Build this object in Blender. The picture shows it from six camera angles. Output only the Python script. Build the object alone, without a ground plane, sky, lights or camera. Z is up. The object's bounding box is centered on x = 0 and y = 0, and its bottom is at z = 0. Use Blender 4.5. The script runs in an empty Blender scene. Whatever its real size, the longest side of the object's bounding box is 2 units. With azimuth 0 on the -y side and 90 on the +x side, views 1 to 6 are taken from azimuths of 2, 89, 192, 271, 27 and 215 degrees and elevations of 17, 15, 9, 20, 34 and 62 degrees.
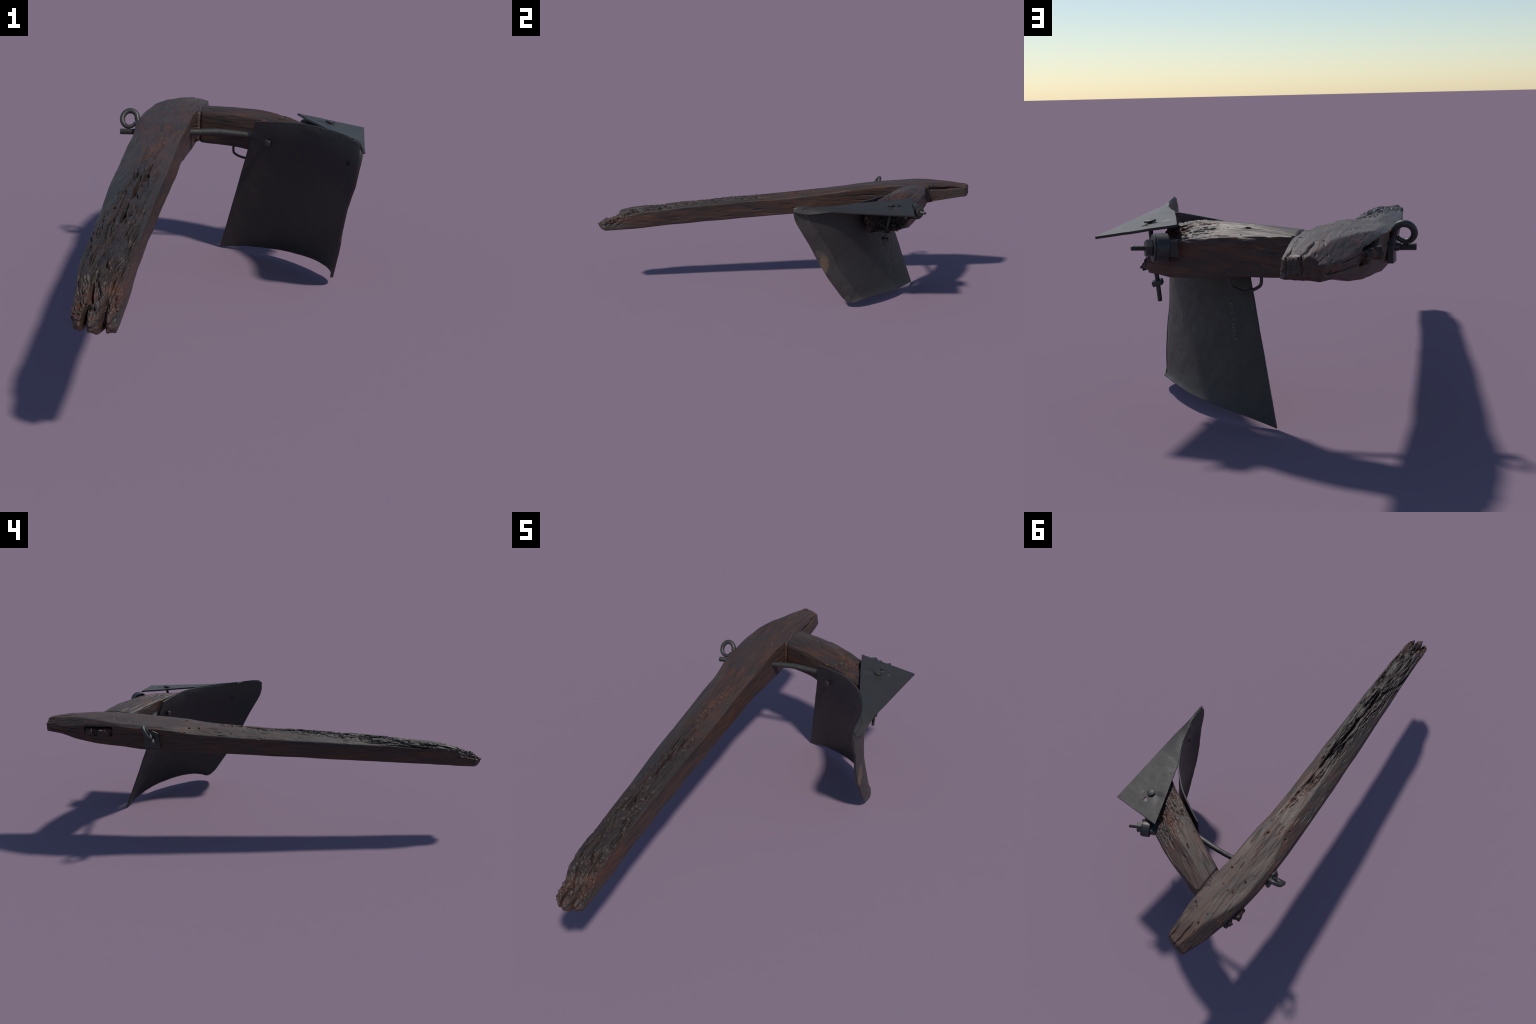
"""Old wooden plough lying on its mouldboard: worm-eaten beam, cross timber,
curved iron mouldboard with share, brace rod, eye bolt, clamp bolts, staple."""
import bpy, bmesh, math
import numpy as np
from mathutils import Vector, Matrix
from mathutils.bvhtree import BVHTree

rng = np.random.default_rng(7)

# ------------------------------------------------------------------ noise
_perm = np.random.default_rng(11).permutation(256)
_perm = np.r_[_perm, _perm, _perm]
_g = np.random.default_rng(12).normal(size=(256, 3))
_g /= np.linalg.norm(_g, axis=1)[:, None]


def perlin(x, y, z):
    x, y, z = np.broadcast_arrays(np.asarray(x, float), np.asarray(y, float), np.asarray(z, float))
    xi, yi, zi = np.floor(x).astype(int), np.floor(y).astype(int), np.floor(z).astype(int)
    xf, yf, zf = x - xi, y - yi, z - zi
    xi &= 255; yi &= 255; zi &= 255
    f = lambda t: t * t * t * (t * (t * 6 - 15) + 10)
    u, v, w = f(xf), f(yf), f(zf)
    out = 0
    for dx in (0, 1):
        for dy in (0, 1):
            for dz in (0, 1):
                h = _perm[_perm[_perm[xi + dx] + yi + dy] + zi + dz]
                gr = _g[h]
                d = gr[..., 0] * (xf - dx) + gr[..., 1] * (yf - dy) + gr[..., 2] * (zf - dz)
                out = out + d * (u if dx else 1 - u) * (v if dy else 1 - v) * (w if dz else 1 - w)
    return out * 1.6


def fbm(x, y, z, octaves=3):
    s, a = 0, 1.0
    for k in range(octaves):
        s = s + a * perlin(x * 2 ** k + 7.3 * k, y * 2 ** k + 3.1 * k, z * 2 ** k + 1.7 * k)
        a *= 0.5
    return s


def sstep(a, b, x):
    t = np.clip((x - a) / (b - a), 0, 1)
    return t * t * (3 - 2 * t)


def smooth_interp(x, xs, ys):
    """Monotone piecewise cubic (PCHIP-like) interpolation; xs ascending."""
    xs = np.asarray(xs, float); ys = np.asarray(ys, float)
    h = np.diff(xs); d = np.diff(ys) / h
    m = np.zeros_like(ys)
    for i in range(1, len(xs) - 1):
        if d[i - 1] * d[i] > 0:
            w1, w2 = 2 * h[i] + h[i - 1], h[i] + 2 * h[i - 1]
            m[i] = (w1 + w2) / (w1 / d[i - 1] + w2 / d[i])
    m[0], m[-1] = d[0], d[-1]
    x = np.clip(x, xs[0], xs[-1])
    i = np.clip(np.searchsorted(xs, x) - 1, 0, len(h) - 1)
    t = (x - xs[i]) / h[i]
    return ((1 + 2 * t) * (1 - t) ** 2 * ys[i] + t * (1 - t) ** 2 * h[i] * m[i]
            + t * t * (3 - 2 * t) * ys[i + 1] + t * t * (t - 1) * h[i] * m[i + 1])


# ------------------------------------------------------------------ mesh helpers
def make_object(name, verts, faces, mat, parent=None, smooth=True, sharp=None):
    me = bpy.data.meshes.new(name)
    me.from_pydata([tuple(map(float, v)) for v in verts], [], [tuple(map(int, f)) for f in faces])
    me.update()
    ob = bpy.data.objects.new(name, me)
    bpy.context.scene.collection.objects.link(ob)
    if mat:
        me.materials.append(mat)
    me.polygons.foreach_set("use_smooth", [smooth] * len(me.polygons))
    if sharp:
        bm = bmesh.new(); bm.from_mesh(me)
        for e in bm.edges:
            if len(e.link_faces) == 2 and e.calc_face_angle(0) > math.radians(sharp):
                e.smooth = False
        bm.to_mesh(me); bm.free()
    if parent:
        ob.parent = parent
    return ob


def apply_modifiers(ob):
    dg = bpy.context.evaluated_depsgraph_get()
    me = bpy.data.meshes.new_from_object(ob.evaluated_get(dg))
    old = ob.data
    ob.modifiers.clear()
    ob.data = me
    bpy.data.meshes.remove(old)


def grid_faces(n, m, wrap_m=True):
    i, j = np.meshgrid(np.arange(n - 1), np.arange(m if wrap_m else m - 1), indexing="ij")
    j2 = (j + 1) % m
    return np.stack([i * m + j, i * m + j2, (i + 1) * m + j2, (i + 1) * m + j], -1).reshape(-1, 4)


def grid_normals(P, wrap=True):
    du = np.gradient(P, axis=0)
    dv = (np.roll(P, -1, 1) - np.roll(P, 1, 1)) if wrap else np.gradient(P, axis=1)
    n = np.cross(du, dv)
    return n / (np.linalg.norm(n, axis=-1, keepdims=True) + 1e-12)


def sample_polygon(C, counts, sigma):
    """C: (rings, corners, 3) closed polygons -> resampled rings with rounded corners."""
    rings = []
    k = C.shape[1]
    for c in range(k):
        a, b = C[:, c], C[:, (c + 1) % k]
        t = (np.arange(counts[c]) / counts[c])[None, :, None]
        rings.append(a[:, None] * (1 - t) + b[:, None] * t)
    P = np.concatenate(rings, 1)
    n = P.shape[1]
    fr = np.fft.fftfreq(n) * 2 * np.pi
    return np.fft.ifft(np.fft.fft(P, axis=1) * np.exp(-0.5 * (fr * sigma) ** 2)[None, :, None], axis=1).real


def catmull(P, n):
    """Arc-length resampled Catmull-Rom curve through points P."""
    P = np.asarray(P, float)
    Q = np.vstack([2 * P[0] - P[1], P, 2 * P[-1] - P[-2]])
    out = []
    for i in range(1, len(Q) - 2):
        t = np.linspace(0, 1, 40, endpoint=False)[:, None]
        p0, p1, p2, p3 = Q[i - 1], Q[i], Q[i + 1], Q[i + 2]
        out.append(0.5 * (2 * p1 + (p2 - p0) * t + (2 * p0 - 5 * p1 + 4 * p2 - p3) * t ** 2
                          + (3 * p1 - p0 - 3 * p2 + p3) * t ** 3))
    out = np.vstack(out + [P[-1:]])
    s = np.r_[0, np.cumsum(np.linalg.norm(np.diff(out, axis=0), axis=1))]
    q = np.linspace(0, s[-1], n)
    return np.stack([np.interp(q, s, out[:, k]) for k in range(3)], 1)


def thick_sheet(name, P, t_front, t_back, mat, parent, bevel=0.0015, hole=None):
    """Closed sheet around grid P (n,m,3); offsets along +/- grid normal."""
    N = grid_normals(P, wrap=False)
    n, m = P.shape[:2]
    A = (P + N * np.asarray(t_front)[..., None]).reshape(-1, 3)
    B = (P - N * np.asarray(t_back)[..., None]).reshape(-1, 3)
    f = grid_faces(n, m, wrap_m=False)
    off = n * m
    rim = [i * m for i in range(n)] + [(n - 1) * m + j for j in range(1, m)] + \
          [i * m + m - 1 for i in range(n - 2, -1, -1)] + [j for j in range(m - 2, 0, -1)]
    rim = np.array(rim); nx = np.roll(rim, -1)
    side = np.stack([rim, rim + off, nx + off, nx], 1)
    if hole:                                   # leave out a block of cells and wall the opening
        i0, i1, j0, j1 = hole
        ii, jj = np.meshgrid(np.arange(n - 1), np.arange(m - 1), indexing="ij")
        inside = ((ii >= i0) & (ii < i1) & (jj >= j0) & (jj < j1)).reshape(-1)
        f = f[~inside]
        loop = [i * m + j0 for i in range(i0, i1)] + [i1 * m + j for j in range(j0, j1)] + \
               [i * m + j1 for i in range(i1, i0, -1)] + [i0 * m + j for j in range(j1, j0, -1)]
        loop = np.array(loop); ln = np.roll(loop, -1)
        side = np.vstack([side, np.stack([loop, ln, ln + off, loop + off], 1)])
    faces = np.vstack([f, f[:, ::-1] + off, side[:, ::-1]])
    ob = make_object(name, np.vstack([A, B]), faces, mat, parent)
    bm = bmesh.new(); bm.from_mesh(ob.data)
    bmesh.ops.recalc_face_normals(bm, faces=bm.faces)
    bm.to_mesh(ob.data); bm.free()
    if bevel:
        mod = ob.modifiers.new("bevel", "BEVEL")
        mod.width = bevel; mod.segments = 2; mod.limit_method = "ANGLE"; mod.angle_limit = math.radians(50)
        apply_modifiers(ob)
    ob.data.polygons.foreach_set("use_smooth", [True] * len(ob.data.polygons))
    return ob


def tube(name, pts, radius, mat, parent, n=80, seg=16, flat=None, noise=0.0):
    """Rod through pts; radius scalar or list along the rod; flat = list of side scale."""
    C = catmull(pts, n)
    R = np.interp(np.linspace(0, 1, n), np.linspace(0, 1, np.size(radius)), np.atleast_1d(radius)) \
        if np.size(radius) > 1 else np.full(n, float(np.atleast_1d(radius)[0]))
    T = np.gradient(C, axis=0); T /= np.linalg.norm(T, axis=1)[:, None]
    ref = np.array([0, 0, 1.0]) if abs(T[0][2]) < 0.9 else np.array([1.0, 0, 0])
    a = np.cross(T[0], ref); a /= np.linalg.norm(a)
    rings = []
    ang = np.arange(seg) / seg * 2 * np.pi
    for i in range(n):
        a = a - T[i] * (a @ T[i]); a /= np.linalg.norm(a)
        b = np.cross(T[i], a)
        fl = 1.0 if flat is None else np.interp(i / (n - 1), np.linspace(0, 1, len(flat)), flat)
        rings.append(C[i] + R[i] * (np.cos(ang)[:, None] * a + fl * np.sin(ang)[:, None] * b))
    P = np.array(rings)
    if noise:
        ctr = C[:, None, :]
        P = P + (P - ctr) / R[:, None, None] * noise * fbm(P[..., 0] * 60, P[..., 1] * 60, P[..., 2] * 60)[..., None]
    # rounded ends
    def cap(ring, c, t, r):
        return [c + (ring - c) * math.cos(k) + t * r * 0.35 * math.sin(k) for k in (0.6, 1.1, 1.5)]
    start = cap(P[0], C[0], -T[0], R[0])[::-1]; end = cap(P[-1], C[-1], T[-1], R[-1])
    allr = np.array(start + list(P) + end)
    k, m = allr.shape[:2]
    f = [tuple(q) for q in grid_faces(k, m)]
    f += [tuple(range(m)), tuple(range((k - 1) * m + m - 1, (k - 1) * m - 1, -1))]
    ob = make_object(name, allr.reshape(-1, 3), f, mat, parent)
    bm = bmesh.new(); bm.from_mesh(ob.data)
    bmesh.ops.recalc_face_normals(bm, faces=bm.faces); bm.to_mesh(ob.data); bm.free()
    return ob


def turned(name, profile, origin, axis, mat, parent, seg=48, sides=None, roll=0.0, sharp=35):
    """Lathe a (radius, height) profile about axis through origin; sides=6 makes it hexagonal, 4 square."""
    z = Vector(axis).normalized()
    M = z.to_track_quat("Z", "Y").to_matrix()
    n = sides or seg
    vs, fs = [], []
    for r, h in profile:
        for k in range(n):
            a = 2 * math.pi * k / n + roll
            vs.append(M @ Vector((r * math.cos(a), r * math.sin(a), h)) + Vector(origin))
    f = [tuple(q) for q in grid_faces(len(profile), n)]
    f += [tuple(range(n)), tuple(range((len(profile) - 1) * n + n - 1, (len(profile) - 1) * n - 1, -1))]
    ob = make_object(name, vs, f, mat, parent, sharp=sharp)
    bm = bmesh.new(); bm.from_mesh(ob.data)
    bmesh.ops.recalc_face_normals(bm, faces=bm.faces)
    bm.to_mesh(ob.data); bm.free()
    return ob


def threaded_profile(r, h0, h1, pitch=0.0032, depth=0.0011, plain=0.0):
    p = [(r * 0.55, h0), (r, h0 + 0.001)]
    h = h0 + 0.002
    if plain:
        p.append((r, h0 + plain)); h = h0 + plain + 0.001
    while h < h1 - 0.004:
        p += [(r, h), (r - depth, h + pitch * 0.5)]
        h += pitch
    p += [(r, h1 - 0.003), (r * 0.9, h1 - 0.0008), (r * 0.55, h1)]
    return p


# ------------------------------------------------------------------ materials
class Nodes:
    def __init__(self, name):
        self.mat = bpy.data.materials.new(name)
        self.mat.use_nodes = True
        self.t = self.mat.node_tree
        self.bsdf = self.t.nodes["Principled BSDF"]
        self.coord = self.t.nodes.new("ShaderNodeTexCoord").outputs["Object"]

    def link(self, a, b):
        if isinstance(a, (int, float)):
            b.default_value = a
        elif isinstance(a, tuple):
            b.default_value = a if len(a) == len(b.default_value) else (*a, 1.0)
        else:
            self.t.links.new(a, b)

    def mapping(self, scale=(1, 1, 1), rot=(0, 0, 0), loc=(0, 0, 0), src=None):
        n = self.t.nodes.new("ShaderNodeMapping")
        n.inputs["Scale"].default_value = scale
        n.inputs["Rotation"].default_value = rot
        n.inputs["Location"].default_value = loc
        self.t.links.new(src or self.coord, n.inputs["Vector"])
        return n.outputs[0]

    def noise(self, vec, scale=1.0, detail=3.0, rough=0.55, dist=0.0):
        n = self.t.nodes.new("ShaderNodeTexNoise")
        n.inputs["Scale"].default_value = scale
        n.inputs["Detail"].default_value = detail
        n.inputs["Roughness"].default_value = rough
        n.inputs["Distortion"].default_value = dist
        self.t.links.new(vec, n.inputs["Vector"])
        return n.outputs["Fac"]

    def ramp(self, fac, stops):
        n = self.t.nodes.new("ShaderNodeValToRGB")
        while len(n.color_ramp.elements) < len(stops):
            n.color_ramp.elements.new(0.5)
        for e, (p, c) in zip(n.color_ramp.elements, stops):
            e.position = p
            e.color = (*c, 1) if isinstance(c, tuple) else (c, c, c, 1)
        self.t.links.new(fac, n.inputs[0])
        return n.outputs[0]

    def mix(self, fac, a, b):
        n = self.t.nodes.new("ShaderNodeMix"); n.data_type = "RGBA"
        self.link(fac, n.inputs[0]); self.link(a, n.inputs[6]); self.link(b, n.inputs[7])
        return n.outputs[2]

    def math(self, op, a, b=0.0, c=0.0):
        n = self.t.nodes.new("ShaderNodeMath"); n.operation = op
        for k, v in enumerate((a, b, c)):
            self.link(v, n.inputs[k])
        return n.outputs[0]

    def blob(self, centre, radii, rot=(0, 0, 0), wobble=0.35, scale=60, edge=(0.55, 1.1)):
        """Soft-edged irregular ellipsoid mask around a point (object space)."""
        sub = self.t.nodes.new("ShaderNodeVectorMath"); sub.operation = "SUBTRACT"
        self.t.links.new(self.coord, sub.inputs[0]); sub.inputs[1].default_value = centre
        m = self.mapping(tuple(1 / r for r in radii), rot, (0, 0, 0), sub.outputs[0])
        ln = self.t.nodes.new("ShaderNodeVectorMath"); ln.operation = "LENGTH"
        self.t.links.new(m, ln.inputs[0])
        nz = self.noise(self.coord, scale, 4.0)
        d = self.math("ADD", ln.outputs["Value"], self.math("MULTIPLY", self.math("SUBTRACT", nz, 0.5), wobble * 2))
        return self.ramp(d, [(edge[0] / 2, 1.0), (edge[1] / 2, 0.0)]) if False else \
            self.math("SUBTRACT", 1.0, self._ss(edge[0], edge[1], d))

    def _ss(self, a, b, v):
        n = self.t.nodes.new("ShaderNodeMapRange"); n.interpolation_type = "SMOOTHSTEP"
        n.inputs[1].default_value = a; n.inputs[2].default_value = b
        self.t.links.new(v, n.inputs[0])
        return n.outputs[0]

    def bump(self, height, strength, distance):
        n = self.t.nodes.new("ShaderNodeBump")
        n.inputs["Strength"].default_value = strength
        n.inputs["Distance"].default_value = distance
        self.t.links.new(height, n.inputs["Height"])
        self.t.links.new(n.outputs[0], self.bsdf.inputs["Normal"])


def wood_material(name, yaw=0.0, rot_zone=False, red=1.0, dark_end_patch=None):
    """Old dark timber; grain runs along local y after turning by yaw."""
    N = Nodes(name)
    r = (0, 0, yaw)
    # Mapping applies scale before rotation, so turn first, then stretch
    turned_co = N.mapping((1, 1, 1), r)
    grain = N.noise(N.mapping((90, 7, 90), src=turned_co), 1.0, 5.0, 0.6, 0.4)
    fibre = N.noise(N.mapping((260, 22, 260), src=turned_co), 1.0, 3.0, 0.6)
    patch = N.noise(N.mapping((16, 6, 16), src=turned_co), 1.0, 4.0, 0.6)
    col = N.ramp(grain, [(0.30, (0.0190, 0.0140, 0.0125)), (0.46, (0.039, 0.0232, 0.0183)),
                         (0.60, (0.060, 0.0290, 0.0195)), (0.78, (0.088, 0.039, 0.0220))])
    greyish = N.ramp(patch, [(0.44, 0.0), (0.60, 1.0)])
    col = N.mix(N.math("MULTIPLY", greyish, 0.5), col, N.ramp(fibre, [(0.3, (0.0165, 0.0155, 0.0155)), (0.75, (0.044, 0.041, 0.039))]))
    redder = N.ramp(N.noise(N.mapping((40, 5, 40), loc=(3, 1, 2), src=turned_co), 1.0, 4.0, 0.65), [(0.50, 0.0), (0.66, 1.0)])
    col = N.mix(N.math("MULTIPLY", redder, 0.52 * red), col, (0.098, 0.036, 0.0170))
    chips = N.ramp(N.noise(N.mapping((75, 24, 75), loc=(9, 4, 1), src=turned_co), 1.0, 2.0, 0.5), [(0.715, 0.0), (0.75, 1.0)])
    col = N.mix(N.math("MULTIPLY", chips, 0.55), col, (0.20, 0.075, 0.027))
    if rot_zone:
        # dark decayed wood along the top of the tail half
        sep = N.t.nodes.new("ShaderNodeSeparateXYZ"); N.t.links.new(N.coord, sep.inputs[0])
        along = N.math("SUBTRACT", 1.0, N._ss(-0.25, 0.12, N.math("ADD", sep.outputs["Y"], N.math("MULTIPLY", N.math("SUBTRACT", patch, 0.5), 0.4))))
        line = N.math("MULTIPLY_ADD", sep.outputs["Y"], 0.062, 0.444)
        above = N._ss(-0.022, -0.002, N.math("SUBTRACT", sep.outputs["Z"], line))
        zone = N.math("MULTIPLY", along, above)
        decay = N.ramp(N.noise(N.mapping((120, 30, 120), src=turned_co), 1.0, 4.0, 0.65),
                       [(0.36, (0.0110, 0.0100, 0.0098)), (0.55, (0.023, 0.0185, 0.0175)), (0.8, (0.045, 0.027, 0.021))])
        col = N.mix(N.math("MULTIPLY", zone, 0.7), col, decay)
    if dark_end_patch:
        col = N.mix(N.math("MULTIPLY", N.blob(*dark_end_patch), 0.8), col, (0.009, 0.0082, 0.0080))
    N.link(col, N.bsdf.inputs["Base Color"])
    N.link(N.ramp(patch, [(0.3, 0.52), (0.7, 0.62)]), N.bsdf.inputs["Roughness"])
    N.bsdf.inputs["Specular IOR Level"].default_value = 0.40
    h = N.math("ADD", N.math("MULTIPLY", grain, 0.6), N.math("MULTIPLY", fibre, 0.4))
    N.bump(h, 0.28, 0.003)
    return N.mat


def iron_material(name, base=(0.0242, 0.0203, 0.0198), warm=(0.032, 0.0250, 0.0225), warm_amount=0.5, extras=None, rough=0.5, bump=0.15, spec=0.5):
    N = Nodes(name)
    big = N.noise(N.coord, 9.0, 4.0, 0.6)
    fine = N.noise(N.coord, 220.0, 3.0, 0.6)
    mid = N.noise(N.coord, 45.0, 4.0, 0.6)
    col = N.mix(N.math("MULTIPLY", N.ramp(big, [(0.42, 0.0), (0.62, 1.0)]), warm_amount), base, warm)
    col = N.mix(N.math("MULTIPLY", N.ramp(mid, [(0.35, 1.0), (0.6, 0.0)]), 0.22), col, tuple(c * 0.62 for c in base))
    col = N.mix(N.math("MULTIPLY", N.ramp(fine, [(0.45, 0.0), (0.7, 1.0)]), 0.25), col, tuple(c * 1.5 for c in base))
    for centre, radii, rot, colour, amount, wob in (extras or []):
        col = N.mix(N.math("MULTIPLY", N.blob(centre, radii, rot, wob), amount), col, colour)
    N.link(col, N.bsdf.inputs["Base Color"])
    N.link(N.ramp(mid, [(0.3, rough - 0.05), (0.7, rough + 0.09)]), N.bsdf.inputs["Roughness"])
    N.bsdf.inputs["Metallic"].default_value = 0.0
    N.bsdf.inputs["Specular IOR Level"].default_value = spec
    N.bump(N.math("ADD", N.math("MULTIPLY", mid, 0.7), N.math("MULTIPLY", fine, 0.3)), bump, 0.0010)
    return N.mat


LEG_YAW = math.radians(-64)   # turns the cross timber's axis onto y for the grain
mat_beam = wood_material("weathered_beam_wood", 0.0, rot_zone=True)
mat_leg = wood_material("weathered_cross_wood", LEG_YAW, red=1.3, dark_end_patch=((.285, .485, .425), (.062, .115, .052), (0, 0, 0), .25))
mat_board = iron_material("dark_sheet_iron", warm_amount=0.45, rough=0.55)
mat_share = iron_material("share_iron", base=(0.0238, 0.0214, 0.0202), warm_amount=0.3, rough=0.52, spec=0.43,
                          extras=[((0.337, 0.524, 0.505), (0.006, 0.011, 0.02), (0, 0, 0), (0.11, 0.06, 0.03), 0.7, 0.5),
                                  ((0.392, 0.060, 0.495), (0.022, 0.085, 0.022), (0, 0, 0), (0.038, 0.0325, 0.030), 0.85, 0.35)])
mat_strip = iron_material("worn_strip_iron", base=(0.034, 0.0298, 0.0290), warm=(0.046, 0.037, 0.032), warm_amount=0.7, rough=0.55,
                          extras=[((0.352, 0.175, 0.232), (0.03, 0.026, 0.060), (0.55, 0, 0), (0.130, 0.085, 0.055), 0.8, 0.45),
                                  ((0.352, 0.150, 0.285), (0.03, 0.020, 0.022), (0, 0, 0), (0.085, 0.075, 0.066), 0.45, 1.0),
                                  ((0.338, 0.290, 0.050), (0.02, 0.012, 0.016), (0, 0, 0), (0.10, 0.095, 0.088), 0.45, 1.2),
                                  ((0.385, 0.095, 0.495), (0.02, 0.016, 0.012), (0, 0, 0), (0.085, 0.040, 0.026), 0.5, 0.7)])
mat_bolt = iron_material("bolt_iron", base=(0.028, 0.0272, 0.0255), warm=(0.037, 0.033, 0.028), warm_amount=0.5, rough=0.45)
mat_chalk = Nodes("faded_paint")
mat_chalk.link(mat_chalk.mix(mat_chalk.ramp(mat_chalk.noise(mat_chalk.coord, 160, 3), [(0.38, 0.0), (0.62, 1.0)]),
                             (0.036, 0.035, 0.034), (0.20, 0.180, 0.150)), mat_chalk.bsdf.inputs["Base Color"])
mat_chalk.bsdf.inputs["Roughness"].default_value = 0.7
mat_chalk = mat_chalk.mat

root = bpy.data.objects.new("wooden_plough", None)
bpy.context.scene.collection.objects.link(root)
root["label"] = "old weathered wooden plough with dark iron mouldboard and share"
root["category"] = "plough"

# ------------------------------------------------------------------ beam
# stations along y (tail -> head): right-top arris, crown right, crown left, left-top edge, left-bottom, right-bottom
def track(points):
    a = np.array(points, float)
    return a[:, 0], a[:, 1:]

BEAM = {
    "right_top": [(-1.0, -.158, .322), (-.97, -.158, .340), (-.93, -.160, .357), (-.85, -.162, .374), (-.71, -.163, .393), (-.616, -.165, .405),
                  (-.47, -.167, .419), (-.36, -.170, .426), (-.19, -.172, .438), (-.026, -.177, .446), (.117, -.181, .457),
                  (.26, -.184, .472), (.375, -.178, .490), (.506, -.177, .502), (.616, -.168, .511), (.765, -.154, .510),
                  (.79, -.150, .507), (.86, -.154, .502), (.90, -.157, .502), (.94, -.160, .496), (.98, -.163, .488)],
    "crown_right": [(-1.0, -.180, .328), (-.97, -.180, .346), (-.93, -.182, .364), (-.85, -.185, .384), (-.71, -.190, .405), (-.47, -.195, .428),
                    (-.19, -.20, .449), (.0, -.205, .460), (.117, -.21, .469), (.26, -.212, .481), (.375, -.21, .497),
                    (.506, -.21, .507), (.616, -.21, .515), (.765, -.20, .516), (.86, -.195, .513), (.92, -.19, .506), (.98, -.185, .497)],
    "crown_left": [(-1.0, -.215, .330), (-.97, -.215, .346), (-.93, -.222, .360), (-.90, -.228, .366), (-.875, -.236, .390), (-.675, -.250, .411), (-.46, -.250, .428),
                   (-.24, -.262, .443), (-.1, -.270, .453), (.117, -.282, .468), (.304, -.290, .484), (.376, -.310, .491), (.479, -.335, .498),
                   (.563, -.334, .505), (.684, -.327, .514), (.775, -.297, .519), (.86, -.262, .514), (.93, -.24, .506), (.98, -.225, .500)],
    "left_top": [(-1.0, -.247, .325), (-.97, -.252, .338), (-.93, -.257, .345), (-.905, -.259, .349), (-.885, -.259, .378), (-.8, -.268, .388), (-.62, -.281, .401),
                 (-.46, -.293, .411), (-.2, -.316, .430), (-.09, -.323, .437), (.14, -.337, .451), (.31, -.346, .466), (.44, -.353, .485),
                 (.578, -.355, .494), (.66, -.348, .500), (.76, -.334, .497), (.80, -.326, .496), (.855, -.310, .484), (.93, -.281, .479), (.98, -.258, .480)],
    "left_bottom": [(-1.0, -.242, .306), (-.929, -.246, .309), (-.538, -.275, .333), (-.281, -.297, .349), (-.026, -.314, .366), (.2, -.328, .378), (.414, -.338, .388),
                    (.552, -.337, .394), (.645, -.332, .404), (.764, -.314, .410), (.836, -.296, .420), (.922, -.272, .443), (.98, -.252, .447)],
    "right_bottom": [(-1.0, -.160, .303), (-.97, -.160, .303), (-.618, -.174, .324), (-.312, -.180, .344), (.032, -.183, .367), (.25, -.187, .379), (.36, -.190, .381),
                     (.43, -.190, .372), (.56, -.182, .374), (.68, -.168, .395), (.762, -.158, .413), (.813, -.153, .427), (.92, -.152, .441), (.98, -.156, .447)],
}
Y0, Y1, NR = -0.974, 0.974, 1080
ys = np.linspace(Y0, Y1, NR)
corners = []
for key in BEAM:
    s, v = track(BEAM[key])
    lift = (.0045 if key.startswith("crown") else .002 if key.endswith("top") else -.0038) * (1 - (sstep(.35, .6, ys) if not key.endswith("bottom") else .4 * sstep(.6, .9, ys)))
    push = .0045 * (1 - sstep(.42, .56, ys)) if key.startswith("right") else 0
    corners.append(np.stack([smooth_interp(ys, s, v[:, 0]) + push, ys, smooth_interp(ys, s, v[:, 1]) + lift], 1))
C = np.stack(corners, 1)                       # rings x 6 x 3
counts = [22, 46, 34, 54, 92, 62]              # samples per polygon edge
ring = sample_polygon(C, counts, 3.0)
# end caps: rings shrink towards the centre
def caps(P, first, depth, n=26, power=5):
    base = P[0] if first else P[-1]
    c = base.mean(0)
    sgn = -1 if first else 1
    out = []
    for s in np.linspace(1, 0.02, n)[1:]:
        q = c + (base - c) * s
        q[:, 1] += sgn * depth * (1 - s ** power)
        out.append(q)
    return np.array(out[::-1] if first else out)
P = np.concatenate([caps(ring, True, .020, power=3.5), ring, caps(ring, False, .012, power=4)], 0)
nrm = grid_normals(P)
if (nrm[600, 90] @ (P[600, 90] - P[600].mean(0))) < 0:
    nrm = -nrm
nrm[:26] = nrm[:26] * .3 + np.array([0, -1, 0]) * .7
nrm[-26:] = nrm[-26:] * .3 + np.array([0, 1, 0]) * .7
nrm /= np.linalg.norm(nrm, axis=-1, keepdims=True)
X, Y, Zz = P[..., 0], P[..., 1], P[..., 2]
nx, ny, nz = nrm[..., 0], nrm[..., 1], nrm[..., 2]
top = sstep(.35, .85, nz)
left, right = sstep(.4, .8, -nx), sstep(.4, .8, nx)
d = 0.0025 * fbm(X * 9, Y * 4, Zz * 9, 2) + 0.0009 * fbm(X * 40, Y * 9, Zz * 40, 2)
d += 0.0005 * fbm(X * 130, Y * 14, Zz * 130, 2)
# shallow checks along the grain everywhere
chk = fbm(X * 95 + 5, Y * 6, Zz * 95, 2)
d -= 0.0026 * sstep(.52, .85, chk)
# worm holes and small gouges on the top of the head half
hole = perlin(X * 75 + 2, Y * 42, Zz * 75)
d -= 0.005 * sstep(.62, .80, hole) * top * sstep(-.1, .2, Y)
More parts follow.
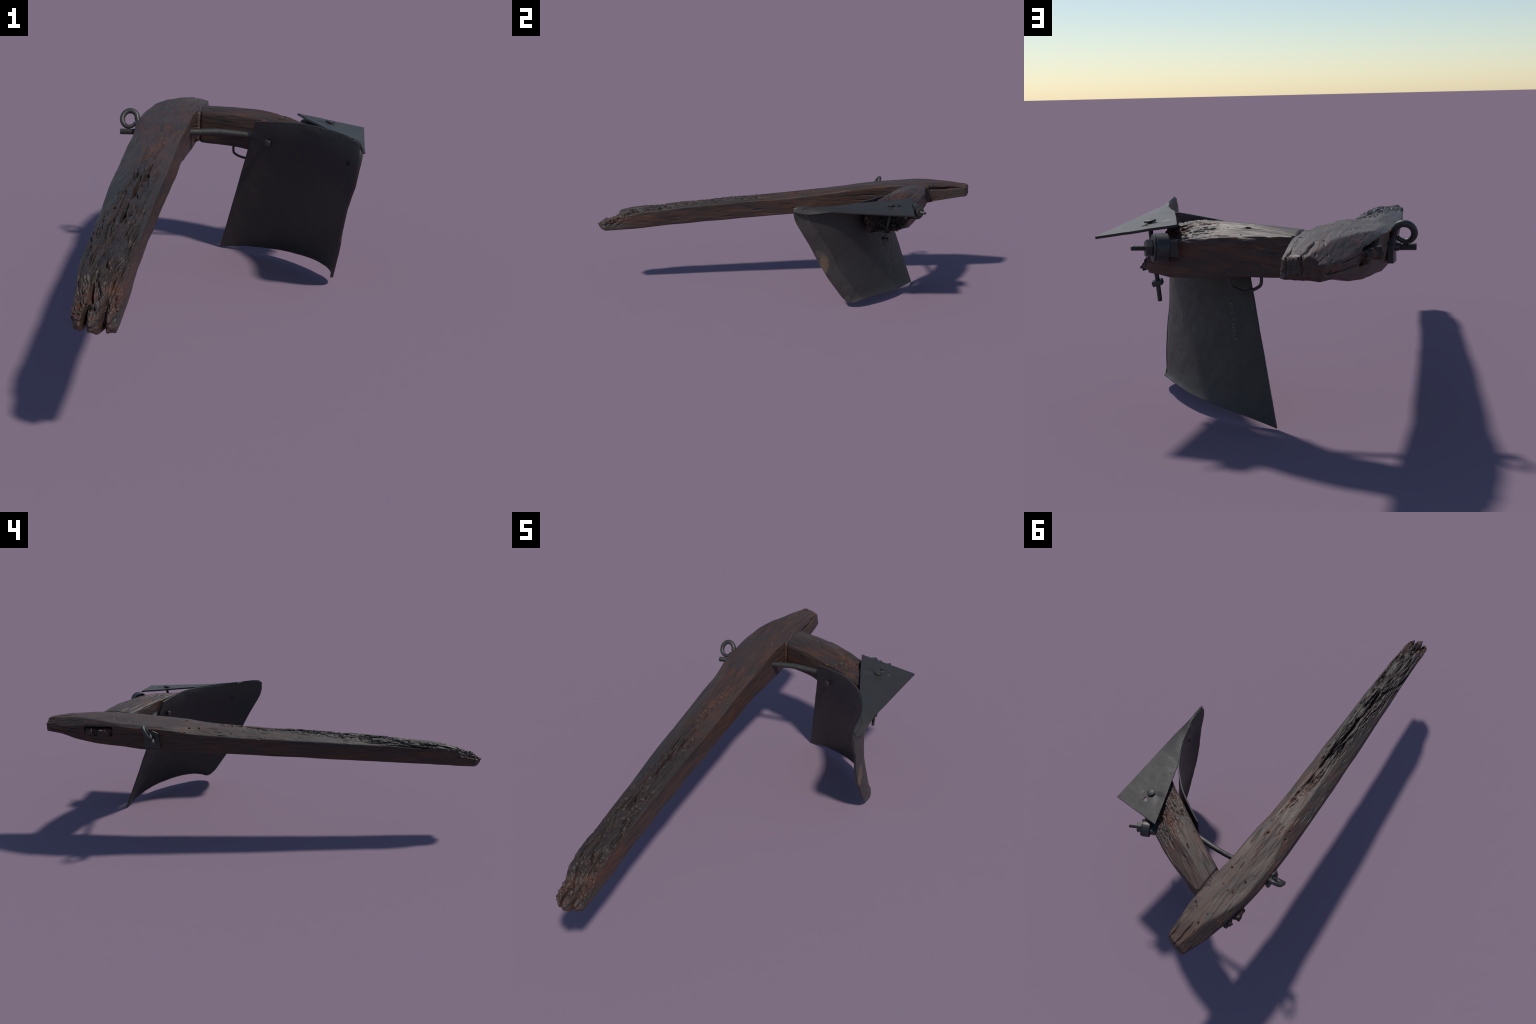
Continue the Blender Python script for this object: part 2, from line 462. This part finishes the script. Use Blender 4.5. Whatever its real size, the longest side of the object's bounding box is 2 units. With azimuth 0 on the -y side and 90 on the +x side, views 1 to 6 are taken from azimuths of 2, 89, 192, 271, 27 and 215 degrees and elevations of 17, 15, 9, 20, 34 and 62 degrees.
# decayed channel on the top of the tail half
rot = (1 - sstep(-.16, .10, Y + .10 * fbm(X * 18, Y * 7, Zz * 0, 2)))
left_edge = np.interp(Y, [-1, -.6, -.3, 0], [-.30, -.275, -.265, -.262])
right_edge = np.interp(Y, [-1, -.75, -.6, -.3, 0], [-.14, -.150, -.172, -.180, -.20])
lat = sstep(left_edge - .012, left_edge + .012, X) * (1 - sstep(right_edge - .012, right_edge + .010, X))
zone = rot * lat * top
coarse = sstep(-.45, .25, fbm(X * 22, Y * 7, Zz * 10, 2))
flute = fbm(X * 66, Y * 6.5, Zz * 40, 3)
groove = 1 - np.abs(fbm(X * 54 + 9, Y * 4.2, Zz * 26, 2)) * 2.6
pits = fbm(X * 95 + 4, Y * 34, Zz * 80, 2)
crumb = fbm(X * 150, Y * 50, Zz * 140, 3)
d += zone * (.003 - .0085 * sstep(-.05, .5, flute) * (.3 + .7 * coarse) - .0145 * sstep(.60, .98, groove) * (.3 + .7 * coarse)
             - .005 * sstep(.2, .6, pits) * coarse + .0024 * crumb * (.3 + .7 * coarse))
xc = -.222 + .012 * perlin(Y * 3.1, 0.3, 0.7) + .004 * perlin(Y * 17, 2.3, 0.7)
gap = sstep(-.25, .25, perlin(Y * 9, 5.1, 1.2) + .15)
d -= rot * top * gap * .024 * np.exp(-((X - xc) / .0042) ** 2)
# patch of pits further up the top
for (px_, py_, rx, ry) in [(-.232, .185, .012, .06), (-.245, .02, .016, .08), (-.222, .11, .010, .04)]:
    m = np.exp(-(((X - px_) / rx) ** 2 + ((Y - py_) / ry) ** 2)) * top
    d -= m * (.006 * sstep(-.1, .5, fbm(X * 110, Y * 35, Zz * 90, 2)) + .003)
# crumbling tail end
tail = (1 - sstep(-.94, -.80, Y + .03 * fbm(X * 30, Y * 10, Zz * 30, 2))) * sstep(.312, .335, Zz)
d += tail * (.006 * fbm(X * 62, Y * 40, Zz * 62, 3) - .004 + .0035 * fbm(X * 150, Y * 90, Zz * 150, 2))
d -= .022 * np.exp(-(((X + .208) / .012) ** 2 + ((Y + .925) / .020) ** 2)) * top
d -= .014 * np.exp(-(((X + .178) / .010) ** 2 + ((Y + .905) / .028) ** 2)) * top
for xg, wg in ((-.219, .006), (-.182, .005)):
    d -= .014 * (1 - sstep(-.965, -.90, Y)) * np.exp(-((X - xg - .004 * perlin(Y * 30, xg * 90, .5)) / wg) ** 2) * top
# head: split on the right flank, checks on the top, cracks by the mortise
zc = .487 + (Y - .77) * .07 + .004 * perlin(Y * 22, 1.1, 2.2)
d -= right * sstep(.765, .785, Y) * (.45 + .55 * sstep(.80, .90, Y)) * .026 * np.exp(-((Zz - zc) / .0052) ** 2)
d -= .007 * right * sstep(.768, .778, Y) * (1 - sstep(.80, .86, Y))
for k, (x0, sl, dep, ylo) in enumerate([(-.176, .10, .006, .91), (-.213, .12, .006, .86)]):
    xl = x0 + sl * (Y - .97) + .003 * perlin(Y * 30, k, .4)
    d -= dep * sstep(ylo, ylo + .05, Y) * np.exp(-((X - xl) / .0032) ** 2) * (top + sstep(.5, .9, ny) * sstep(.45, .47, Zz))
endrough = sstep(.93, .985, Y) * sstep(.3, .8, np.abs(ny) + nz * .5)
d += endrough * (.0035 * fbm(X * 45, Y * 20, Zz * 30, 3))
for z0, y0, y1, w in [(.462, .44, .70, .0022), (.455, .80, .97, .0025), (.474, .80, .93, .0018), (.430, .55, .66, .0016), (.44, -.35, -.05, .0014), (.385, -.75, -.45, .0014)]:
    zl = z0 + .02 * (Y - (y0 + y1) / 2) + .002 * perlin(Y * 25, z0 * 50, 1)
    d -= left * sstep(y0, y0 + .04, Y) * (1 - sstep(y1 - .04, y1, Y)) * .006 * np.exp(-((Zz - zl) / w) ** 2)
# mortise mouth on the left flank, slot for the through tenon
mz = .471 - .05 * (Y - .75)
mouth = sstep(.684, .692, Y) * (1 - sstep(.806, .814, Y)) * (1 - sstep(.019, .023, np.abs(Zz - mz)))
d -= left * mouth * .030
P = P + nrm * d[..., None]
# end faces: skewed head, notched lobes on the tail
wh = sstep(.80, .97, P[..., 1])
P[..., 1] += wh * (-(P[..., 0] + .2) * .27) + .004 * sstep(.95, .98, P[..., 1])
wt = 1 - sstep(-.995, -.90, P[..., 1])
notch = .060 * np.exp(-((P[..., 0] + .219) / .0048) ** 2) + .042 * np.exp(-((P[..., 0] + .181) / .0058) ** 2) \
    + .010 * perlin(P[..., 0] * 95, P[..., 2] * 60, 3.3) \
    + .016 * sstep(-.185, -.155, P[..., 0]) + .006 * sstep(-.215, -.245, P[..., 0])
P[..., 1] += wt * notch
k, m = P.shape[:2]
faces = [tuple(q) for q in grid_faces(k, m)] + [tuple(range(m)), tuple(range((k - 1) * m + m - 1, (k - 1) * m - 1, -1))]
beam = make_object("beam", P.reshape(-1, 3), faces, mat_beam, root)
bm = bmesh.new(); bm.from_mesh(beam.data); bmesh.ops.recalc_face_normals(bm, faces=bm.faces); bm.to_mesh(beam.data); bm.free()

# ------------------------------------------------------------------ cross timber
LEG = {  # x, y, z tracks
    "bottom_front": [(-.24, .650, .40), (-.16, .620, .396), (-.03, .575, .393), (.06, .527, .386), (.15, .480, .379), (.20, .447, .376), (.28, .402, .377), (.32, .388, .375)],
    "mid_front": [(-.24, .648, .45), (-.16, .614, .45), (-.03, .558, .45), (.06, .512, .448), (.15, .463, .446), (.20, .436, .445), (.28, .390, .440), (.32, .374, .435)],
    "top_front": [(-.24, .662, .50), (-.16, .624, .505), (-.03, .560, .507), (.06, .514, .510), (.15, .464, .510), (.20, .438, .504), (.28, .391, .487), (.32, .372, .47)],
    "crown": [(-.24, .71, .51), (-.16, .70, .516), (-.03, .650, .522), (.06, .612, .524), (.11, .58, .520), (.15, .555, .514), (.20, .52, .502), (.32, .46, .46)],
    "top_back": [(-.24, .770, .50), (-.16, .760, .506), (-.03, .729, .500), (.06, .698, .495), (.15, .655, .486), (.185, .637, .474), (.203, .630, .440), (.25, .610, .430), (.272, .598, .427), (.301, .562, .415), (.32, .54, .41)],
    "bottom_back": [(-.24, .770, .41), (-.16, .762, .409), (-.03, .716, .398), (.06, .684, .389), (.15, .645, .380), (.20, .621, .374), (.26, .599, .382), (.292, .580, .388), (.325, .520, .381)],
}
LEG_END = {"bottom_front": .306, "mid_front": .302, "top_front": .284, "crown": .255, "top_back": .288, "bottom_back": .316}
NS = 420
s = np.linspace(0, 1, NS)
corners = []
for key in LEG:
    xs, v = track(LEG[key])
    x = -.235 + (LEG_END[key] + .235) * s
    corners.append(np.stack([x, smooth_interp(x, xs, v[:, 0]), smooth_interp(x, xs, v[:, 1])], 1))
C = np.stack(corners, 1)
ring = sample_polygon(C, [35, 35, 55, 62, 62, 96], 4.5)
base, cen = ring[-1], ring[-1].mean(0)
cap = []
for f in np.linspace(1, .02, 40)[1:]:
    q = cen + (base - cen) * f
    q[:, 0] -= .022 * (1 - f ** 3.0)          # hollowed rotten end
    cap.append(q)
P = np.concatenate([ring, np.array(cap)], 0)
nrm = grid_normals(P)
if (nrm[200, 90] @ (P[200, 90] - P[200].mean(0))) < 0:
    nrm = -nrm
X, Y, Zz = P[..., 0], P[..., 1], P[..., 2]
ca, sa = math.cos(LEG_YAW), math.sin(LEG_YAW)
A = X * ca - Y * sa; B = X * sa + Y * ca      # B runs along the timber
top = sstep(.3, .8, nrm[..., 2])
d = .002 * fbm(A * 10, B * 5, Zz * 10, 2) + .0008 * fbm(A * 45, B * 9, Zz * 45, 2) + .0005 * fbm(A * 140, B * 14, Zz * 140, 2)
d -= .0022 * sstep(.52, .85, fbm(A * 95, B * 6, Zz * 95, 2))
d -= .006 * sstep(.60, .78, perlin(A * 60 + 3, B * 30, Zz * 60)) * top
d -= .005 * np.exp(-((X + .158) / .005) ** 2)
endw = sstep(.03, .16, X + .03 * fbm(A * 40, B * 5, 0, 2) - .35 * (.60 - Y) * .3) * top
d += endw * (-.001 - .0055 * sstep(0, .55, fbm(A * 85, B * 20, Zz * 60, 3)) + .002 * fbm(A * 180, B * 70, Zz * 160, 2))
# worn shoulder along the upper back edge
d += .0035 * sstep(.35, .75, nrm[..., 1]) * sstep(.46, .48, Zz) * fbm(A * 60, B * 12, Zz * 60, 3)
rotten = np.zeros_like(X); rotten[NS - 30:NS] = np.linspace(0, 1, 30)[:, None]; rotten[NS:] = 1
P = P + nrm * d[..., None]
for ax, off in ((0, 0.0), (1, 5.0), (2, 11.0)):
    P[..., ax] += rotten * (.008 * fbm(X * 55 + off, Y * 55, Zz * 55 + off, 3) + .004 * perlin(X * 150 + off, Y * 150, Zz * 150))
k, m = P.shape[:2]
faces = [tuple(q) for q in grid_faces(k, m)] + [tuple(range(m)), tuple(range((k - 1) * m + m - 1, (k - 1) * m - 1, -1))]
leg = make_object("cross_timber", P.reshape(-1, 3), faces, mat_leg, root)
bm = bmesh.new(); bm.from_mesh(leg.data); bmesh.ops.recalc_face_normals(bm, faces=bm.faces); bm.to_mesh(leg.data); bm.free()


def lump(name, centre, radii, mat, parent, yaw=0.0, amp=.2, seed=0.0, boxy=3.0):
    """Rounded block of broken wood: superellipsoid with noise."""
    bm = bmesh.new(); bmesh.ops.create_icosphere(bm, subdivisions=5, radius=1)
    co = np.array([v.co for v in bm.verts])
    r = (np.abs(co) ** boxy).sum(1) ** (-1 / boxy)
    co = co * r[:, None]
    q = co * np.array(radii)
    n = fbm(q[:, 0] * 70 + seed, q[:, 1] * 70, q[:, 2] * 70, 3)
    q = q * (1 + amp * n)[:, None]
    R = np.array(Matrix.Rotation(yaw, 3, "Z"))
    q = q @ R.T + np.array(centre)
    fs = [tuple(v.index for v in f.verts) for f in bm.faces]
    bm.free()
    return make_object(name, q, fs, mat, parent)


tenon = lump("tenon", (-.328, .722, .468), (.030, .033, .0175), mat_leg, leg, math.radians(8), .22, 1.0)
lump("tenon", (-.314, .779, .467), (.028, .027, .0165), mat_leg, leg, math.radians(22), .28, 4.0)

# ------------------------------------------------------------------ mouldboard
TOP = [(.046, .497, .502), (.108, .468, .509), (.19, .42, .516), (.256, .362, .517), (.292, .318, .513), (.340, .224, .513),
       (.365, .135, .519), (.375, .060, .526), (.379, .036, .520)]
BOTTOM = [(-.077, .672, .0003), (.008, .641, .017), (.095, .597, .027), (.18, .54, .034), (.255, .462, .039), (.306, .393, .037), (.327, .349, .029), (.330, .315, .022)]
FRONT = [(.379, .036, .520), (.377, .027, .495), (.373, .037, .45), (.367, .070, .39), (.355, .102, .333), (.344, .143, .25), (.338, .188, .168),
         (.331, .228, .108), (.327, .262, .058), (.326, .286, .034), (.328, .302, .024), (.330, .315, .022)]
REAR = [(.046, .497, .502), (-.014, .584, .255), (-.077, .672, .0003)]
NU, NV = 150, 150
ct, cb, cf, cr = catmull(TOP, NU), catmull(BOTTOM, NU), catmull(FRONT, NV), catmull(REAR, NV)
u = np.linspace(0, 1, NU)[:, None, None]; v = np.linspace(0, 1, NV)[None, :, None]
S = (1 - v) * ct[:, None] + v * cb[:, None] + (1 - u) * cr[None] + u * cf[None] \
    - ((1 - u) * (1 - v) * ct[0] + u * (1 - v) * ct[-1] + (1 - u) * v * cb[0] + u * v * cb[-1])
NB = grid_normals(S, wrap=False)
if NB[75, 75] @ np.array([.6, .8, 0]) < 0:
    NB = -NB
S = S + NB * (.0065 * np.exp(-((u - .86) / .13) ** 2 - ((v - .80) / .16) ** 2) + .0132 * np.sin(np.pi * u ** (math.log(.5) / math.log(.77))) * np.sin(np.pi * v) ** .6)
wob = .0014 * fbm(S[..., 0] * 14, S[..., 1] * 14, S[..., 2] * 14, 3)
NB = grid_normals(S, wrap=False)
if NB[75, 75] @ np.array([.6, .8, 0]) < 0:      # make +normal the outer (back) side
    S = S[:, ::-1]; NB = grid_normals(S, wrap=False); wob = wob[:, ::-1]
    flipped = True
else:
    flipped = False
S = S + NB * wob[..., None]
board_thick = .0034
board = thick_sheet("mouldboard", S, np.full(S.shape[:2], board_thick), np.full(S.shape[:2], board_thick), mat_board, root)

# worn strip forged onto the front of the outer face
frac = np.linspace(0, 1, 30)
rows = []
for j in range(S.shape[1]):
    vv = 1 - j / (S.shape[1] - 1) if flipped else j / (S.shape[1] - 1)
    seglen = np.linalg.norm(np.diff(S[:, j], axis=0), axis=1); arc = np.r_[0, np.cumsum(seglen)]
    w = (.070 + .010 * math.sin(vv * 3) + .006 * float(perlin(vv * 9, .5, .2)) + .003 * float(perlin(vv * 31, .5, .7)))
    q = arc[-1] - w + frac * (w + .0005)
    base = np.stack([np.interp(q, arc, S[:, j, c]) for c in range(3)], 1)
    nn = np.stack([np.interp(q, arc, NB[:, j, c]) for c in range(3)], 1)
    rows.append(base + nn * (board_thick + .0009 + .0030 * float(1 - sstep(.02, .16, vv)) * np.linspace(.3, 1, 30)[:, None]))
strip = thick_sheet("wear_strip", np.array(rows).transpose(1, 0, 2), np.full((30, S.shape[1]), .0017), np.full((30, S.shape[1]), .0050), mat_strip, board, bevel=.0012)

# ------------------------------------------------------------------ share
INNER = [(.185, .620, .513), (.236, .470, .513), (.289, .322, .513), (.312, .285, .514), (.340, .224, .515), (.364, .135, .521), (.373, .070, .527), (.377, .045, .526), (.379, .030, .516)]
OUTER = [(.419, .602, .477), (.413, .50, .483), (.406, .36, .491), (.398, .21, .499), (.395, .15, .494), (.394, .10, .490), (.393, .06, .495), (.391, .042, .500), (.386, .027, .505)]
NA, NC = 220, 110
def polyline(Pts, n, rounding=0.0):
    Pts = np.array(Pts, float); L = np.r_[0, np.cumsum(np.linalg.norm(np.diff(Pts, axis=0), axis=1))]
    t = np.linspace(0, L[-1], n)
    Q = np.stack([np.interp(t, L, Pts[:, c]) for c in range(3)], 1)
    if rounding:
        ker = np.exp(-.5 * (np.arange(-12, 13) / rounding) ** 2); ker /= ker.sum()
        pad = np.pad(Q, ((12, 12), (0, 0)), mode="reflect", reflect_type="odd")
        Q = np.stack([np.convolve(pad[:, c], ker, "valid") for c in range(3)], 1)
    return Q
ci, co_ = polyline(INNER, NA, 1.2), polyline(OUTER, NA, 3)
tt = np.linspace(0, 1, NC)[None, :, None]
H = ci[:, None] * (1 - tt) + co_[:, None] * tt
bul = np.sin(np.pi * tt[..., 0]) * np.interp(np.linspace(0, 1, NA), [0, .45, .75, .9, 1], [.000, .002, .004, .009, .006])[:, None]
H[..., 2] += bul + .0008 * fbm(H[..., 0] * 14, H[..., 1] * 14, 0 * H[..., 0], 2)
# dent beside the bolt, raised lip near it, torn slit close to the nose
H[..., 2] -= .0035 * np.exp(-(((H[..., 0] - .262) / .022) ** 2 + ((H[..., 1] - .505) / .018) ** 2))
a, b = np.array([.362, .150]), np.array([.385, .075])
tpar = np.clip(((H[..., :2] - a) @ (b - a)) / ((b - a) @ (b - a)), 0, 1)
dist = np.linalg.norm(H[..., :2] - (a + tpar[..., None] * (b - a)), axis=-1)
H[..., 2] -= .006 * np.exp(-(dist / .0025) ** 2)
# square bolt hole: the block of grid cells around its centre
near = np.linalg.norm(H[..., :2] - np.array([.2985, .545]), axis=-1)
hi, hj = np.unravel_index(np.argmin(near), near.shape)
cell_i = np.linalg.norm(H[hi + 1, hj] - H[hi, hj]); cell_j = np.linalg.norm(H[hi, hj + 1] - H[hi, hj])
ni, nj = int(round(.0095 / cell_i)), int(round(.0095 / cell_j))
share = thick_sheet("share", H, np.full((NA, NC), .0035), np.full((NA, NC), .0035), mat_share, root,
                    hole=(hi - ni, hi + ni, hj - nj, hj + nj))

# ------------------------------------------------------------------ brace rod with threaded end
rod = tube("brace_rod", [(-.372, .499, .446), (-.26, .515, .447), (-.17, .529, .449), (-.09, .537, .452), (-.02, .537, .450), (.03, .534, .446), (.075, .519, .438)],
           [.0112, .0112, .0112, .0115, .012, .0125], mat_bolt, root, n=120, seg=20, flat=[1, 1, 1, 1, 1, .85, .6], noise=.0004)
turned("threaded_end", threaded_profile(.0102, 0, .064, plain=.012), (-.354, .5005, .446), (-.062, -.006, .0), mat_bolt, rod)
turned("bolt_head", [(.006, -.004), (.0145, -.004), (.0150, .002), (.0135, .0045), (.008, .0052), (.003, .0054)], (.0885, .4765, .433), (-.45, -.89, .05), mat_board, board, sides=4, roll=.6, sharp=60)
turned("bolt_head", [(.003, 0), (.0075, 0), (.0075, .012), (.006, .0135), (.002, .014)], (.088, .484, .433), (.45, .89, -.05), mat_bolt, board)
# dent/old rivet hole on the inner face
turned("rivet", [(.003, -.003), (.0065, -.003), (.0065, .0015), (.003, .002)], (.345, .173, .440), (-.93, -.36, 0), mat_board, board, sharp=50)

# eye plate: flat iron on the beam flank, upper end drawn out and curled into an eye
PL = np.array([(.466, .402), (.541, .408), (.543, .452), (.528, .478), (.500, .487), (.474, .477)])
vs = [(-.3465 - .0 * y, y, z) for y, z in PL] + [(-.363, y, z) for y, z in PL]
n = len(PL)
fs = [tuple(range(n)), tuple(range(2 * n - 1, n - 1, -1))] + [(i, i + n, (i + 1) % n + n, (i + 1) % n) for i in range(n)]
plate = make_object("eye_plate", vs, fs, mat_bolt, root, smooth=False)
bm = bmesh.new(); bm.from_mesh(plate.data); bmesh.ops.recalc_face_normals(bm, faces=bm.faces); bm.to_mesh(plate.data); bm.free()
mod = plate.modifiers.new("bevel", "BEVEL"); mod.width = .0025; mod.segments = 2
apply_modifiers(plate)
ex, ey, ez, er = -.3895, .521, .4855, .0265
curl = [(-.356, .521, .455), (-.358, .523, .472)]
for k in range(15):
    a = math.radians(0 + k * 24)
    rr = er - .003 * k / 14
    curl.append((ex + rr * math.cos(a), ey + .55 * rr * math.sin(a) + .006 - .010 * k / 14, ez + rr * math.sin(a)))
tube("eye", curl, [.0098, .0095, .0095, .0092, .0088, .0075, .0055], mat_bolt, plate, n=140, seg=18)

# ------------------------------------------------------------------ side clamp bolt with big washers
axis = Vector((.059, .033, .004)).normalized()
o = Vector((.293, .676, .462)) - axis * .125
bolt = turned("clamp_bolt", threaded_profile(.0068, 0, .125, plain=.07), o, axis, mat_bolt, root)
def along(h):
    return o + axis * h
turned("block", [(.012, 0), (.029, 0), (.029, .036), (.012, .036)], along(-.006), axis, mat_bolt, bolt, sides=4, roll=math.radians(45))
turned("washer", [(.01, 0), (.0365, 0), (.0385, .002), (.0385, .031), (.0365, .033), (.01, .033)], along(.030), axis, mat_bolt, bolt)
turned("washer", [(.01, 0), (.0345, 0), (.0365, .0012), (.0365, .005), (.0345, .0062), (.01, .0062)], along(.0635), axis, mat_bolt, bolt)
turned("nut", [(.006, 0), (.0215, 0), (.0235, .002), (.0235, .016), (.0205, .0185), (.006, .0185)], along(.070), axis, mat_bolt, bolt, sides=6, roll=.3)

# ------------------------------------------------------------------ long share bolt through the rotten end
sb = tube("share_bolt", [(.298, .508, .512), (.2985, .503, .47), (.297, .492, .41), (.294, .481, .345), (.292, .472, .284)], .0062, mat_bolt, root, n=60, seg=16)
turned("bolt_head", [(.004, -.002), (.0165, -.001), (.0172, .0015), (.0158, .0036), (.011, .0050), (.005, .0056), (.001, .0058)], (.298, .508, .5095), (.12, .05, 1), mat_share, sb)
turned("nut", [(.005, -.007), (.0185, -.007), (.0195, -.005), (.0195, .005), (.0185, .007), (.005, .007)], (.2938, .4795, .336), (.25, .12, 1), mat_bolt, sb, sides=4, roll=.5)
turned("washer", [(.006, -.003), (.020, -.003), (.020, .003), (.006, .003)], (.2955, .487, .369), (.0, .06, 1), mat_bolt, sb, sides=4, roll=.2)

# ------------------------------------------------------------------ wire staple under the cross timber
tube("staple", [(.048, .634, .405), (.048, .633, .378), (.042, .632, .361), (.028, .632, .352), (.009, .632, .346), (-.010, .632, .350), (-.026, .632, .357), (-.036, .631, .369), (-.036, .630, .405)],
     .0043, mat_bolt, root, n=90, seg=12)

# ------------------------------------------------------------------ faded painted accession mark on the back of the mouldboard
dg = bpy.context.evaluated_depsgraph_get()
bvh = BVHTree.FromObject(board, dg)
EYE = Vector((-.6125, 3.0443, .8393))
def on_board(p):
    """project a point from behind onto the outer face"""
    d = (Vector(p) - EYE).normalized()
    hit, nn, _, _ = bvh.ray_cast(EYE, d)
    return hit, nn
def mark(name, text, start, end, size):
    cu = bpy.data.curves.new(name, "FONT"); cu.body = text; cu.size = 1.0; cu.space_character = 1.25
    ob = bpy.data.objects.new(name, cu); bpy.context.scene.collection.objects.link(ob)
    bpy.context.view_layer.update()
    me = bpy.data.meshes.new_from_object(ob.evaluated_get(bpy.context.evaluated_depsgraph_get()))
    bpy.data.objects.remove(ob)
    bm = bmesh.new(); bm.from_mesh(me)
    bmesh.ops.triangulate(bm, faces=bm.faces)
    bmesh.ops.subdivide_edges(bm, edges=bm.edges, cuts=1)
    w = max(v.co.x for v in bm.verts)
    a, b = Vector(start), Vector(end)
    run = (b - a)
    upv = (EYE - a).cross(run).normalized() * size
    for vtx in bm.verts:
        p = a + run * (vtx.co.x / w) + upv * vtx.co.y
        hit, nn = on_board(p)
        if hit is None:
            hit, nn = p, Vector((0, 1, 0))
        if nn.dot(EYE - hit) < 0:
            nn = -nn
        vtx.co = hit + nn * .0006
    bmesh.ops.solidify(bm, geom=bm.faces[:] , thickness=.0004)
    m2 = bpy.data.meshes.new(name); bm.to_mesh(m2); bm.free(); bpy.data.meshes.remove(me)
    o2 = bpy.data.objects.new(name, m2); bpy.context.scene.collection.objects.link(o2)
    m2.materials.append(mat_chalk); o2.parent = board
    return o2
MARK_START, MARK_END = (.064, .575, .305), (.046, .61, .214)
mark("painted_number", "ACC.148904", MARK_START, MARK_END, .0105)
scratch = [on_board((.022 - .015 * t, .62, .200 - .008 * t))[0] for t in np.linspace(0, 1, 6)]
tube("scratch", [tuple(p) for p in scratch], [.0003, .0007, .0007, .0003], mat_chalk, board, n=20, seg=8)
